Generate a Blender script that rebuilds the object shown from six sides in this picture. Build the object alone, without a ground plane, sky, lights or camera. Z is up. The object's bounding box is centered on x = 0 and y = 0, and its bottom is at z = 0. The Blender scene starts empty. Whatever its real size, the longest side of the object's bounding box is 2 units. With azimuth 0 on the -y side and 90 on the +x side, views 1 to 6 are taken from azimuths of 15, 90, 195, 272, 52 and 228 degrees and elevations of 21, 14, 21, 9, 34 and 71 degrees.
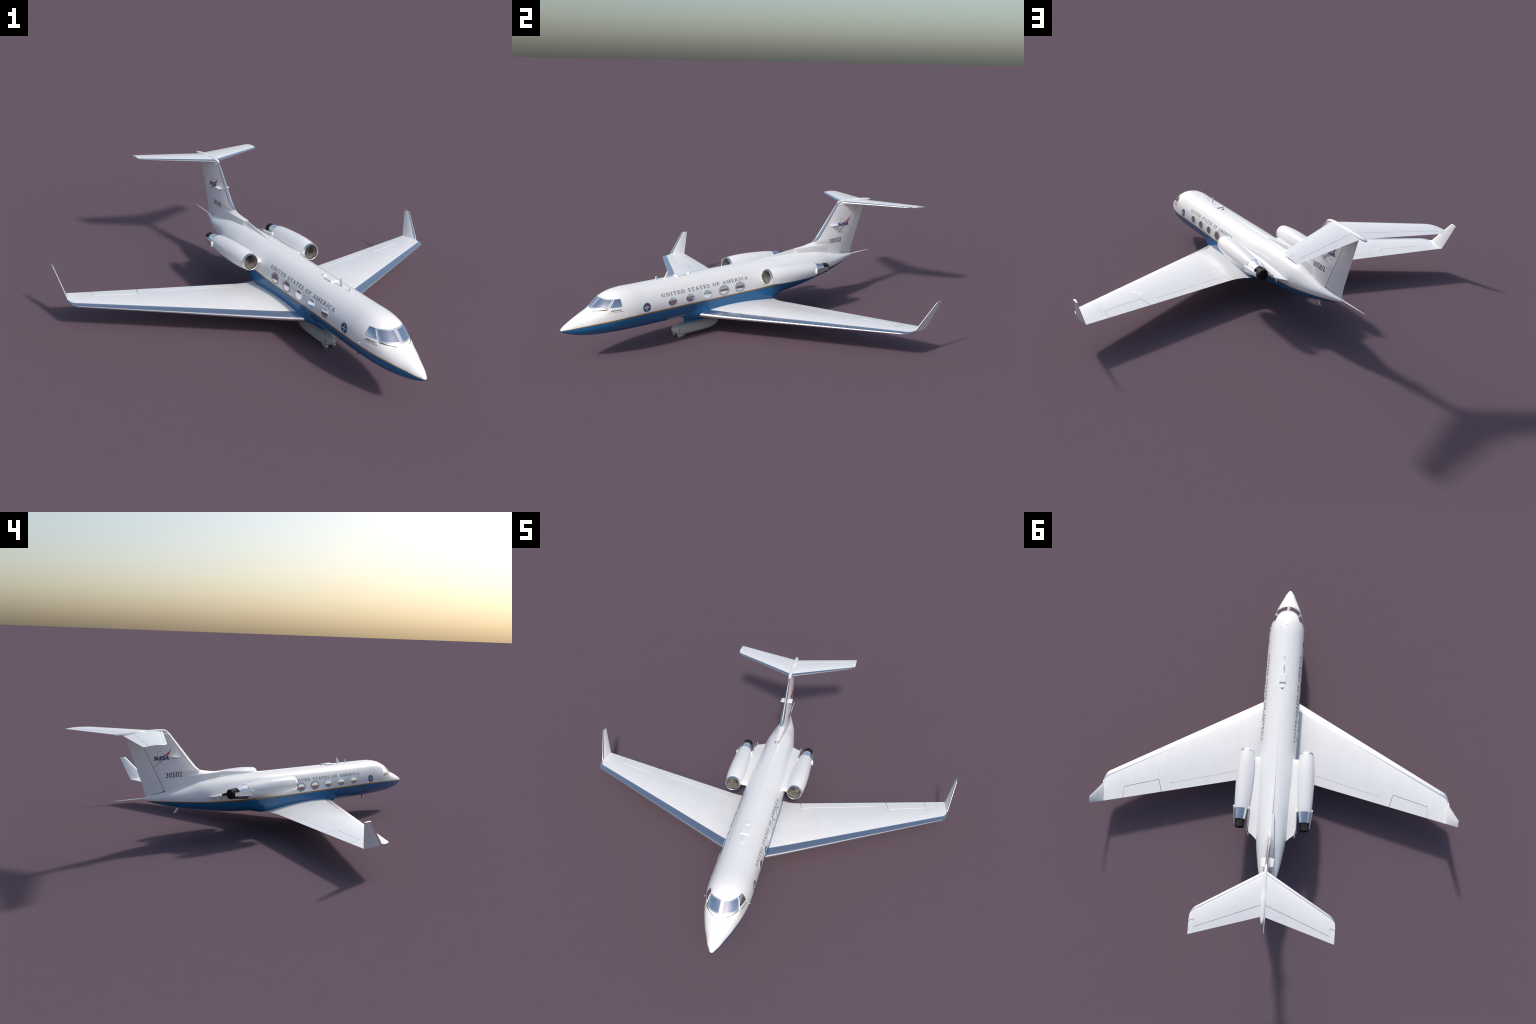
import bpy, bmesh, math, random
import numpy as np
from mathutils import Vector

random.seed(7)
HEADING = math.radians(43.0)
NOSE_XY = (0.9488, -0.9971)

# ------------------------------------------------------------------ scene tree
root = bpy.data.objects.new("business_jet", None)
bpy.context.scene.collection.objects.link(root)
root["label"] = "white and blue twin engine research jet with belly pod"
root["category"] = "jet airplane"
root.empty_display_size = 0.2
# local frame: X = aft of the nose, Y = starboard, Z = up
root.location = (NOSE_XY[0], NOSE_XY[1], 0.0)
root.rotation_euler = (0, 0, math.pi / 2 + HEADING)


def add(name, verts, faces, mat, parent=None, smooth=True, angle=32, stuff=False, recalc=True):
    """verts are (s aft, y port, z up)"""
    me = bpy.data.meshes.new(name)
    bm = bmesh.new()
    vs = [bm.verts.new((v[0], -v[1], v[2])) for v in verts]
    for f in faces:
        try:
            bm.faces.new([vs[i] for i in f])
        except ValueError:
            pass
    bmesh.ops.remove_doubles(bm, verts=bm.verts[:], dist=2e-6)
    if recalc:
        bmesh.ops.recalc_face_normals(bm, faces=bm.faces[:])
    bm.to_mesh(me)
    bm.free()
    if smooth:
        for p in me.polygons:
            p.use_smooth = True
        me.set_sharp_from_angle(angle=math.radians(angle))
    me.materials.append(mat)
    ob = bpy.data.objects.new(name, me)
    bpy.context.scene.collection.objects.link(ob)
    ob.parent = parent or root
    if stuff:
        ob["kind"] = "stuff"
    return ob


def group(name, parent=None):
    ob = bpy.data.objects.new(name, None)
    bpy.context.scene.collection.objects.link(ob)
    ob.parent = parent or root
    ob.empty_display_size = 0.05
    return ob


def loft(rings, cap0=True, cap1=True, closed=True):
    n = len(rings[0])
    verts = [tuple(p) for r in rings for p in r]
    faces = []
    for i in range(len(rings) - 1):
        for j in range(n if closed else n - 1):
            k = (j + 1) % n
            faces.append((i * n + j, i * n + k, (i + 1) * n + k, (i + 1) * n + j))
    if cap0:
        faces.append(tuple(range(n)))
    if cap1:
        faces.append(tuple(range((len(rings) - 1) * n, len(rings) * n)))
    return verts, faces


def merge(*parts):
    V, F = [], []
    for v, f in parts:
        o = len(V)
        V += list(v)
        F += [tuple(i + o for i in q) for q in f]
    return V, F


def box(c, sx, sy, sz):
    v = [(c[0] + a * sx, c[1] + b * sy, c[2] + d * sz) for a in (-.5, .5) for b in (-.5, .5) for d in (-.5, .5)]
    f = [(0, 1, 3, 2), (4, 5, 7, 6), (0, 1, 5, 4), (2, 3, 7, 6), (0, 2, 6, 4), (1, 3, 7, 5)]
    return v, f


def tube(path, radii, n=10):
    rings = []
    for i, p in enumerate(path):
        p = np.array(p, float)
        a = np.array(path[max(i - 1, 0)], float)
        b = np.array(path[min(i + 1, len(path) - 1)], float)
        d = b - a
        d /= np.linalg.norm(d)
        u = np.cross(d, [0.13, 0.2, 1.0])
        u /= np.linalg.norm(u)
        w = np.cross(d, u)
        rings.append([p + radii[i] * (math.cos(t) * u + math.sin(t) * w) for t in np.linspace(0, 2 * math.pi, n, endpoint=False)])
    return loft(rings)


# ------------------------------------------------------------------ materials
def new_mat(name):
    m = bpy.data.materials.new(name)
    m.use_nodes = True
    return m, m.node_tree.nodes, m.node_tree.links, m.node_tree.nodes["Principled BSDF"]


def node(ns, kind, **kw):
    n = ns.new(kind)
    for k, v in kw.items():
        setattr(n, k, v)
    return n


def math_node(ns, ls, op, a, b=None, clamp=False):
    n = ns.new("ShaderNodeMath")
    n.operation = op
    n.use_clamp = clamp
    for i, x in enumerate((a, b)):
        if x is None:
            continue
        if isinstance(x, (int, float)):
            n.inputs[i].default_value = x
        else:
            ls.new(x, n.inputs[i])
    return n.outputs[0]


def grime(ns, ls, base, amount=0.05, scale=(6, 30, 30), dirt=(0.55, 0.53, 0.5)):
    """faint streaks and smudges multiplied over a base colour"""
    tc = node(ns, "ShaderNodeTexCoord")
    mp = node(ns, "ShaderNodeMapping")
    mp.inputs["Scale"].default_value = scale
    ls.new(tc.outputs["Object"], mp.inputs["Vector"])
    nz = node(ns, "ShaderNodeTexNoise")
    nz.inputs["Scale"].default_value = 1.0
    nz.inputs["Detail"].default_value = 5.0
    nz.inputs["Roughness"].default_value = 0.6
    ls.new(mp.outputs[0], nz.inputs["Vector"])
    rp = node(ns, "ShaderNodeValToRGB")
    rp.color_ramp.elements[0].position = 0.45
    rp.color_ramp.elements[1].position = 0.85
    rp.color_ramp.elements[0].color = (0, 0, 0, 1)
    rp.color_ramp.elements[1].color = (amount, amount, amount, 1)
    ls.new(nz.outputs[0], rp.inputs[0])
    mx = node(ns, "ShaderNodeMix", data_type='RGBA')
    ls.new(rp.outputs[0], mx.inputs[0])
    if isinstance(base, tuple):
        mx.inputs[6].default_value = (*base, 1)
    else:
        ls.new(base, mx.inputs[6])
    mx.inputs[7].default_value = (*dirt, 1)
    return mx.outputs[2]


def simple(name, col, rough=0.4, metal=0.0, coat=0.0, g=0.0, scale=(6, 30, 30), spec=0.5):
    m, ns, ls, b = new_mat(name)
    b.inputs["Base Color"].default_value = (*col, 1)
    b.inputs["Roughness"].default_value = rough
    b.inputs["Metallic"].default_value = metal
    b.inputs["Coat Weight"].default_value = coat
    b.inputs["Specular IOR Level"].default_value = spec
    if g:
        ls.new(grime(ns, ls, col, g, scale), b.inputs["Base Color"])
    return m


WHITE = (0.88, 0.88, 0.88)
BLUE = (0.016, 0.142, 0.335)
GOLD = (0.34, 0.18, 0.025)
M_WHITE = simple("white_paint", WHITE, 0.24, g=0.14, scale=(9, 22, 22))
M_METAL = simple("polished_metal", (0.93, 0.93, 0.94), 0.31, metal=1.0)
M_CONE = simple("exhaust_cone_metal", (0.90, 0.91, 0.93), 0.24, metal=1.0)
M_ARM = simple("reverser_arm_metal", (0.66, 0.67, 0.69), 0.22, metal=0.9)  # base darkened to dull the sky reflection on the arm faces
M_GLASS = simple("mirror_glass", (0.84, 0.85, 0.88), 0.03, metal=1.0)
M_SCREEN = simple("screen_glass", (0.86, 0.87, 0.92), 0.16, metal=1.0)  # tinted slightly lavender for the soft highlight on the panes
M_FRAME = simple("window_frame_metal", (0.95, 0.95, 0.96), 0.35, metal=0.88)
M_RING = simple("grey_window_ring", (0.40, 0.40, 0.40), 0.4)
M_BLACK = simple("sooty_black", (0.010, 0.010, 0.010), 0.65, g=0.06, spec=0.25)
M_GAP = simple("dark_gap", (0.10, 0.105, 0.115), 0.6)
M_BLACK_PALER = simple("nozzle_black_lightened", (0.020, 0.020, 0.018), 0.7, g=0.15, spec=0.25)  # slightly paler than the nozzle black, used on two upper petals
M_DUCT = simple("grey_intake_duct", (0.19, 0.185, 0.17), 0.5, g=0.6, scale=(60, 60, 60))
M_FAN = simple("fan_blade_grey", (0.22, 0.21, 0.19), 0.4, g=0.3)
M_POD = simple("grey_pod_paint", (0.42, 0.42, 0.415), 0.42, g=0.15)
M_BLUE = simple("blue_paint", BLUE, 0.25)
M_TEXT = simple("dark_lettering", (0.06, 0.065, 0.07), 0.45)
M_NUM = simple("number_lettering", (0.02, 0.022, 0.025), 0.45)
M_NAVY = simple("navy_lettering", (0.008, 0.045, 0.20), 0.4)
M_RED = simple("red_insignia", (0.42, 0.015, 0.012), 0.4)
M_TAN = simple("tan_orbit_line", (0.46, 0.30, 0.10), 0.5)
M_SKY = simple("emblem_blue", (0.065, 0.18, 0.37), 0.4)
M_EMB = simple("emblem_black", (0.02, 0.02, 0.025), 0.4)
M_TEAL = simple("emblem_teal", (0.015, 0.22, 0.36), 0.4)
M_GREEN = simple("emblem_green", (0.02, 0.16, 0.10), 0.4)
M_EWHITE = simple("emblem_white", (0.75, 0.76, 0.78), 0.4)
M_PINK = simple("emblem_border", (0.40, 0.14, 0.14), 0.4)
M_WIPER = simple("black_wiper", (0.012, 0.012, 0.012), 0.5)
M_SEAM = simple("seam_grey", (0.35, 0.36, 0.38), 0.5)

# painted fuselage: white over a gold line over blue, split by height along the body
STRIPE = [(0.0, .1805), (.02, .1838), (.056, .1885), (.084, .1918), (.115, .1952), (.18, .2012), (.27, .2072),
          (.33, .2105), (.43, .2118), (.60, .2110), (1.0, .2098), (1.45, .2100), (1.60, .2135), (1.73, .2200), (1.87, .2318),
          (1.97, .2412), (2.08, .2500), (2.2, .256)]


def fuselage_paint():
    m, ns, ls, b = new_mat("fuselage_paint")
    tc = node(ns, "ShaderNodeTexCoord")
    sp = node(ns, "ShaderNodeSeparateXYZ")
    ls.new(tc.outputs["Object"], sp.inputs[0])
    s = math_node(ns, ls, "DIVIDE", sp.outputs["X"], 2.2, clamp=True)
    fc = node(ns, "ShaderNodeFloatCurve")
    cv = fc.mapping.curves[0]
    pts = [(x / 2.2, (z - .15) / .15) for x, z in STRIPE]
    cv.points[0].location = pts[0]
    cv.points[1].location = pts[-1]
    for p in pts[1:-1]:
        cv.points.new(*p)
    fc.mapping.update()
    ls.new(s, fc.inputs["Value"])
    zc = math_node(ns, ls, "ADD", math_node(ns, ls, "MULTIPLY", fc.outputs[0], .15), .15)
    d = math_node(ns, ls, "SUBTRACT", sp.outputs["Z"], zc)
    hw = node(ns, "ShaderNodeFloatCurve")
    cv = hw.mapping.curves[0]
    wp = [(0, .10), (.05, .20), (.16, .36), (.5, .38), (.72, .36), (.95, .20), (1, .15)]
    cv.points[0].location = wp[0]
    cv.points[1].location = wp[-1]
    for p in wp[1:-1]:
        cv.points.new(*p)
    hw.mapping.update()
    ls.new(s, hw.inputs["Value"])
    half = math_node(ns, ls, "MULTIPLY", hw.outputs[0], .01)
    ad = math_node(ns, ls, "ABSOLUTE", d)
    gold = math_node(ns, ls, "LESS_THAN", ad, half)
    low = math_node(ns, ls, "LESS_THAN", d, 0.0)
    # faint frame joints round the body
    mx = node(ns, "ShaderNodeMix", data_type='RGBA')
    white = grime(ns, ls, WHITE, 0.10, (7, 18, 18))
    ls.new(white, mx.inputs[6])
    mx.inputs[7].default_value = (*BLUE, 1)
    ls.new(low, mx.inputs[0])
    m2 = node(ns, "ShaderNodeMix", data_type='RGBA')
    ls.new(gold, m2.inputs[0])
    ls.new(mx.outputs[2], m2.inputs[6])
    m2.inputs[7].default_value = (*GOLD, 1)
    ls.new(m2.outputs[2], b.inputs["Base Color"])
    b.inputs["Roughness"].default_value = 0.22
    return m


M_BODY = fuselage_paint()

# ------------------------------------------------------------------ fuselage
#        s      top    bottom  half-w  z-mid  n-up  n-low
BODY = np.array([
    [-.0017, .1830, .1815, .0008, .1822, 2.0, 2.0],
    [.0000, .1868, .1777, .0055, .1820, 2.0, 2.0],
    [.0045, .1915, .1722, .0098, .1832, 2.0, 2.0],
    [.0150, .1993, .1657, .0160, .1850, 2.0, 2.0],
    [.0400, .2125, .1560, .0298, .1860, 2.0, 2.05],
    [.0800, .2326, .1440, .0450, .1900, 2.02, 2.1],
    [.1300, .2527, .1340, .0650, .1973, 2.08, 2.12],
    [.1690, .2684, .1285, .0775, .2040, 2.16, 2.1],
    [.2240, .3108, .1240, .0929, .2070, 2.24, 2.0],
    [.2700, .3325, .1218, .1022, .2120, 2.28, 1.95],
    [.3200, .3425, .1190, .1096, .2187, 2.26, 1.92],
    [.3800, .3460, .1176, .1143, .2250, 2.15, 1.95],
    [.4500, .3465, .1165, .1148, .2310, 2.02, 2.0],
    [.6000, .3465, .1163, .1148, .2312, 2.0, 2.0],
    [1.100, .3465, .1163, .1148, .2312, 2.0, 2.0],
    [1.300, .3465, .1170, .1125, .2305, 2.0, 2.0],
    [1.450, .3465, .1254, .1030, .2310, 2.0, 2.0],
    [1.600, .3440, .1406, .0956, .2382, 2.02, 1.97],
    [1.750, .3350, .1650, .0875, .2489, 2.05, 1.93],
    [1.850, .3174, .1825, .0742, .2544, 2.03, 1.9],
    [1.950, .2978, .2066, .0552, .2615, 2.0, 1.9],
    [2.030, .2831, .2292, .0315, .2640, 2.0, 1.92],
    [2.080, .2752, .2466, .0160, .2662, 2.0, 1.95],
    [2.112, .2700, .2590, .0068, .2655, 2.0, 2.0],
    [2.118, .2675, .2625, .0025, .2650, 2.0, 2.0]])


def pchip(x, y, xi):
    xi = np.atleast_1d(np.asarray(xi, float))
    h = np.diff(x)
    d = np.diff(y) / h
    m = np.zeros_like(y)
    w1, w2 = 2 * h[1:] + h[:-1], h[1:] + 2 * h[:-1]
    for i in range(1, len(y) - 1):
        if d[i - 1] * d[i] > 0:
            m[i] = (w1[i - 1] + w2[i - 1]) / (w1[i - 1] / d[i - 1] + w2[i - 1] / d[i])
    m[0], m[-1] = d[0], d[-1]
    i = np.clip(np.searchsorted(x, xi) - 1, 0, len(x) - 2)
    t = (xi - x[i]) / h[i]
    return (1 + 2 * t) * (1 - t) ** 2 * y[i] + t * (1 - t) ** 2 * h[i] * m[i] + t * t * (3 - 2 * t) * y[i + 1] + t * t * (t - 1) * h[i] * m[i + 1]


S_FINE = np.linspace(-.0017, 2.118, 6000)
P_FINE = [pchip(BODY[:, 0], BODY[:, k], S_FINE) for k in range(1, 7)]


def prof(s):
    return [float(np.interp(s, S_FINE, p)) for p in P_FINE]


def surf_y(s, z):
    zt, zb, w, zc, nu, nl = prof(s)
    dz = z - zc
    h, n = (zt - zc, nu) if dz > 0 else (zc - zb, nl)
    q = 1 - min(abs(dz) / h, 1) ** n
    return w * q ** (1 / n)


def surf_s(y, z):
    lo, hi = -.0017, .6
    for _ in range(40):
        m = (lo + hi) / 2
        zt, zb, w, zc, nu, nl = prof(m)
        dz = z - zc
        h, n = (zt - zc, nu) if dz > 0 else (zc - zb, nl)
        inside = (abs(y) / w) ** n + (abs(dz) / h) ** n < 1
        if inside:
            hi = m
        else:
            lo = m
    return hi


def normal_at(s, y, z):
    def F(s, y, z):
        zt, zb, w, zc, nu, nl = prof(s)
        dz = z - zc
        h, n = (zt - zc, nu) if dz > 0 else (zc - zb, nl)
        return ((abs(y) / w) ** n + (abs(dz) / h) ** n + 1e-12) ** (1 / n)
    e = 8e-4
    g = np.array([F(s + e, y, z) - F(s - e, y, z), F(s, y + e, z) - F(s, y - e, z), F(s, y, z + e) - F(s, y, z - e)])
    return g / np.linalg.norm(g)


def body_ring(s, n=112):
    zt, zb, w, zc, nu, nl = prof(s)
    r = []
    for t in np.linspace(0, 2 * math.pi, n, endpoint=False):
        c, si = math.cos(t), math.sin(t)
        e, h = (nu, zt - zc) if si >= 0 else (nl, zc - zb)
        r.append((s, w * math.copysign(abs(c) ** (2 / e), c), zc + h * math.copysign(abs(si) ** (2 / e), si)))
    return r


sts = np.unique(np.concatenate([[-.0017, -.0012, -.0005, 0, .001, .0025, .0045, .007, .01], np.linspace(.0145, .46, 70), np.linspace(.48, 1.3, 34), np.linspace(1.325, 2.1, 62), [2.106, 2.112, 2.115, 2.117, 2.118]]))
add("fuselage", *loft([body_ring(s) for s in sts]), M_BODY, angle=40)

# ---- blended belly fairing around the wing root
FAIR = [  # s, half width, bottom z, boxiness
    (.665, .052, .1185, 2.2), (.690, .068, .1150, 2.8), (.715, .084, .1130, 3.4), (.745, .0965, .1118, 4.2), (.785, .1065, .1105, 5.0),
    (.83, .1105, .1095, 5.4), (.95, .1115, .1085, 5.6), (1.10, .1115, .1085, 5.6), (1.24, .1110, .1095, 5.4), (1.31, .1095, .1125, 4.8),
    (1.345, .1070, .1160, 4.2), (1.38, .1000, .1220, 3.4), (1.42, .0880, .1290, 2.8), (1.47, .0700, .1350, 2.3)]
fa = np.array(FAIR)
rings = []
for s in np.linspace(.665, 1.47, 60):
    w, zb, n = [float(pchip(fa[:, 0], fa[:, k], s)[0]) for k in (1, 2, 3)]
    r = []
    ztop = .205
    for t in np.linspace(0, math.pi, 41):
        c, si = math.cos(t), math.sin(t)
        r.append((s, w * math.copysign(abs(c) ** (2 / n), c), ztop - (ztop - zb) * abs(si) ** (2 / n)))
    r.append((s, -w * .5, .21))
    r.append((s, w * .5, .21))
    rings.append(r)
add("belly_fairing", *loft(rings), M_BODY, angle=40)


# ------------------------------------------------------------------ decals and panels laid on a surface
def slab(quads_faces, uv, fmap, top, deep=.0008):
    """a thin solid lying on a surface: uv points, faces, mapped with an offset"""
    n = len(uv)
    V = [fmap(u, v, top) for u, v in uv] + [fmap(u, v, -deep) for u, v in uv]
    F, count = [], {}
    for f in quads_faces:
        F.append(tuple(f))
        for a, b in zip(f, f[1:] + f[:1]):
            count.setdefault((min(a, b), max(a, b)), []).append((a, b))
    for e in count.values():
        if len(e) == 1:
            a, b = e[0]
            F.append((b, a, a + n, b + n))
    return V, F


def grid(fn, nu, nv):
    uv = [fn(i / nu, j / nv) for j in range(nv + 1) for i in range(nu + 1)]
    F = [[j * (nu + 1) + i, j * (nu + 1) + i + 1, (j + 1) * (nu + 1) + i + 1, (j + 1) * (nu + 1) + i] for j in range(nv) for i in range(nu)]
    return F, uv


def disc(cu, cv, ru, rv, n=40, rings=5, inner=0.0):
    uv, F = [], []
    for k in range(rings + 1):
        f = inner + (1 - inner) * k / rings
        for i in range(n):
            a = 2 * math.pi * i / n
            uv.append((cu + ru * f * math.cos(a), cv + rv * f * math.sin(a)))
    for k in range(rings):
        for i in range(n):
            j = (i + 1) % n
            F.append([k * n + i, k * n + j, (k + 1) * n + j, (k + 1) * n + i])
    return F, uv


def side_map(side):
    """u = station, v = arc length up the cabin side measured from z = mid"""
    def f(s, v, off):
        zt, zb, w, zc, nu, nl = prof(s)
        th = v / .115
        return (s, side * (w + off) * math.cos(th), zc + ((zt - zc if th > 0 else zc - zb) + off) * math.sin(th))
    return f


def skin_map(side):
    """u = station, v = height"""
    def f(s, z, off):
        y = surf_y(s, z)
        nrm = normal_at(s, y, z)
        p = np.array([s, y, z]) + off * nrm
        return (p[0], side * p[1], p[2])
    return f


def front_map(y, z, off):
    s = surf_s(y, z)
    nrm = normal_at(s, abs(y), z)
    if y < 0:
        nrm = nrm * [1, -1, 1]
    p = np.array([s, y, z]) + off * nrm
    return tuple(p)


# windshield: straight in the vertical sense, ruled between its lower and upper edge
def screen_point(q, b, off):
    """q -1..1 across, b 0..1 from sill to roof edge"""
    y0, z0 = q * .0775, .2665
    z1 = .3118 - .0036 * q * q
    y1 = q * .0655
    p0, p1 = np.array(front_map(y0, z0, 0)), np.array(front_map(y1, z1, 0))
    e = .01
    d = np.array(front_map((q + e) * .0775, z0, 0)) - np.array(front_map((q - e) * .0775, z0, 0))
    n = np.cross(p1 - p0, d)
    n /= np.linalg.norm(n)
    if n[0] > 0:
        n = -n
    p = p0 + (p1 - p0) * b + (off + .0030 * q * q * 4 * b * (1 - b)) * n
    return tuple(p)


wind = add("windshield_frame", *slab(*grid(lambda a, b: (2 * a - 1, b), 48, 6), screen_point, .0016, .004), M_FRAME)
for side in (1, -1):
    def pane_uv(a, b, side=side):
        b = .105 + (.895 - .105) * b
        q0, q1 = .0085 / (.0775 - .012 * b), .952
        return (side * (q0 + (q1 - q0) * a), b)
    add("windshield_pane", *slab(*grid(pane_uv, 26, 6), screen_point, .0024, .0), M_SCREEN, parent=wind)

    def side_uv(a, b, side=side, grow=0.0):
        z = .2718 + (.3080 - .2718) * b
        s0 = np.interp(z, [.2718, .3080], [.2318, .2660])
        s1 = np.interp(z, [.2718, .3080], [.2926, .2952])
        return (s0 + (s1 - s0) * a, z)

    def rim_uv(a, b):
        z = .2706 + (.3092 - .2706) * b
        s0 = np.interp(z, [.2706, .3092], [.2295, .2658])
        s1 = np.interp(z, [.2706, .3092], [.2940, .2968])
        return (s0 + (s1 - s0) * a, z)
    add("side_window_rim", *slab(*grid(rim_uv, 10, 10), skin_map(side), .0005), M_WHITE, parent=wind)
    add("side_window_pane", *slab(*grid(side_uv, 10, 10), skin_map(side), .0010), M_GLASS, parent=wind)
    # wiper: pivot, arm and blade
    pts = [(.0776, .2648), (.070, .2628), (.058, .2613), (.045, .2600), (.0335, .2585)]
    path = [front_map(side * y, z, .0026) for y, z in pts]
    w = merge(tube(path, [.0010, .0009, .0007, .0006, .0009], 6), tube([front_map(side * y, z, .0028) for y, z in [(.0776, .2652), (.066, .2632), (.056, .2605)]], [.0008, .0014, .0009], 6))
    add("wiper", *w, M_WIPER, parent=wind)
    # small drain marks ahead of the screen
    nub = merge(*[tube([front_map(side * (y), z, -.001), front_map(side * (y + .001), z - .002, .0012)], [.0006, .0004], 6) for y, z in [(.011, .2585), (.0145, .2575)]])
    add("nose_drain", *nub, M_SEAM, stuff=True)

# cabin windows
for side in (1, -1):
    for k in range(5):
        s = .5926 + .1165 * k
        sm = side_map(side)
        v0 = .0158
        wing_exit = k >= 3
        if wing_exit:
            f = add("window_ring", *slab(*disc(s, v0, .0370, .0287, 48, 3, .74), sm, .0010), M_RING)
        else:
            f = add("window_rim", *slab(*disc(s, v0, .0306, .0234, 48, 2, .9), sm, .0008), M_WHITE)
        add("cabin_window", *slab(*disc(s, v0, .0290, .0219, 48, 6), sm, .0006 if not wing_exit else .0007), M_GLASS, parent=f)


# ------------------------------------------------------------------ lettering
def arc(cx, cy, rx, ry, a0, a1, n=14):
    return [(cx + rx * math.cos(math.radians(a0 + (a1 - a0) * i / n)), cy + ry * math.sin(math.radians(a0 + (a1 - a0) * i / n))) for i in range(n + 1)]


def arcw(n, thin, thick, a0, a1):
    return [thin + (thick - thin) * abs(math.cos(math.radians(a0 + (a1 - a0) * i / n))) ** 1.5 for i in range(n + 1)]


def serif_font(TH, TN, SF):
    SB = TN * 1.05

    def stem(x, w=TH, y0=0.0, y1=1.0):
        return ([(x, y0), (x, y1)], w)

    def bar(x0, x1, y, w=SB):
        return ([(x0, y), (x1, y)], w)

    def feet(x, w, *ys):
        return [bar(x - w / 2 - SF, x + w / 2 + SF, SB / 2 if y == 0 else 1 - SB / 2) for y in ys]
    t, n = TH, TN
    G = {}
    G["I"] = (.42, [stem(.21)] + feet(.21, t, 0, 1))
    G["U"] = (.88, [stem(.20, t, .30, 1), (arc(.45, .32, .25, .29, 180, 360), arcw(14, n, t, 180, 360)), stem(.70, n, .30, 1)] + feet(.20, t, 1) + feet(.70, n, 1))
    G["N"] = (.94, [stem(.16, n), stem(.78, n), ([(.17, .97), (.77, .03)], t)] + feet(.16, n, 0, 1) + feet(.78, n, 1))
    G["T"] = (.78, [stem(.39), bar(.04, .74, 1 - SB / 2), ([(.06, 1), (.06, .74)], n), ([(.72, 1), (.72, .74)], n)] + feet(.39, t, 0))
    G["E"] = (.74, [stem(.20), bar(.06, .66, 1 - SB / 2), bar(.06, .68, SB / 2), bar(.2, .5, .52, n), ([(.64, 1), (.64, .76)], n), ([(.67, 0), (.67, .25)], n), ([(.5, .64), (.5, .4)], n)])
    G["F"] = (.70, [stem(.20), bar(.06, .64, 1 - SB / 2), bar(.2, .5, .50, n), ([(.62, 1), (.62, .76)], n), ([(.5, .62), (.5, .38)], n)] + feet(.20, t, 0))
    G["D"] = (.88, [stem(.20), (arc(.34, .5, .40, .47, 90, -90, 18), arcw(18, n, t, 90, -90)), bar(.06, .36, 1 - SB / 2), bar(.06, .36, SB / 2)])
    G["O"] = (.90, [(arc(.45, .5, .35, .48, 0, 360, 30), arcw(30, n, t, 0, 360))])
    G["C"] = (.80, [(arc(.44, .5, .34, .48, 42, 318, 24), arcw(24, n, t, 42, 318)), ([(.70, 1), (.70, .72)], n)])
    S = arc(.33, .735, .21, .235, 25, 250, 14) + arc(.33, .26, .23, .245, 70, -155, 14)
    G["S"] = (.66, [(S, [n + (t * .85 - n) * (0.25 + .75 * math.sin(math.pi * i / (len(S) - 1)) ** 2) for i in range(len(S))]), ([(.53, .98), (.53, .76)], n), ([(.11, .02), (.11, .26)], n)])
    G["A"] = (.86, [([(.12, .02), (.44, 1.0)], n), ([(.42, 1.0), (.72, .02)], t), bar(.24, .62, .34, n)] + feet(.12, n, 0) + feet(.72, t * .8, 0))
    G["M"] = (1.08, [stem(.16, n), ([(.18, .97), (.53, .05)], t), ([(.53, .05), (.88, .97)], n), stem(.90, t)] + feet(.16, n, 0, 1) + feet(.90, t, 0, 1))
    G["R"] = (.86, [stem(.20), (arc(.38, .755, .24, .225, 90, -90, 12), arcw(12, n, t * .9, 90, -90)), bar(.06, .40, 1 - SB / 2), bar(.2, .40, .53, n), ([(.42, .52), (.74, .03)], t * .9)] + feet(.20, t, 0))
    G[" "] = (.42, [])
    return G


def stroke(pts, w):
    """ribbon quads along a polyline"""
    n = len(pts)
    if not isinstance(w, list):
        w = [w] * n
    closed = n > 4 and math.dist(pts[0], pts[-1]) < 1e-6
    uv = []
    for i, p in enumerate(pts):
        a = pts[i - 1] if i else (pts[-2] if closed else pts[0])
        b = pts[i + 1] if i < n - 1 else (pts[1] if closed else pts[-1])
        dx, dy = b[0] - a[0], b[1] - a[1]
        L = math.hypot(dx, dy) or 1
        nx, ny = -dy / L * w[i] / 2, dx / L * w[i] / 2
        uv += [(p[0] + nx, p[1] + ny), (p[0] - nx, p[1] - ny)]
    F = [[2 * i, 2 * i + 1, 2 * i + 3, 2 * i + 2] for i in range(n - 1)]
    return F, uv


def place(strokes, tf, fmap, top):
    parts = []
    for k, (pts, w) in enumerate(strokes):
        F, uv = stroke(pts, w)
        parts.append(slab(F, [tf(*p) for p in uv], fmap, top + .00004 * k, .0006))
    return merge(*parts)


FONT = serif_font(.145, .075, .085)
TEXT = "UNITED STATES OF AMERICA"
gap = .16
total = sum(FONT[c][0] for c in TEXT) + gap * (len(TEXT) - 1)
for side in (1, -1):
    s0, s1, v0, h = .5300, 1.1255, .0495, .0178
    title = group("fuselage_title")
    x = 0.0
    for c in TEXT:
        adv, st = FONT[c]
        if st:
            def tf(u, v, x=x):
                f = (x + u) / total
                return ((s0 + (s1 - s0) * f) if side > 0 else (s1 - (s1 - s0) * f), v0 + v * h)
            add("letter", *place(st, tf, side_map(side), .0005), M_TEXT, parent=title, smooth=False)
        x += adv + gap


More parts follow.
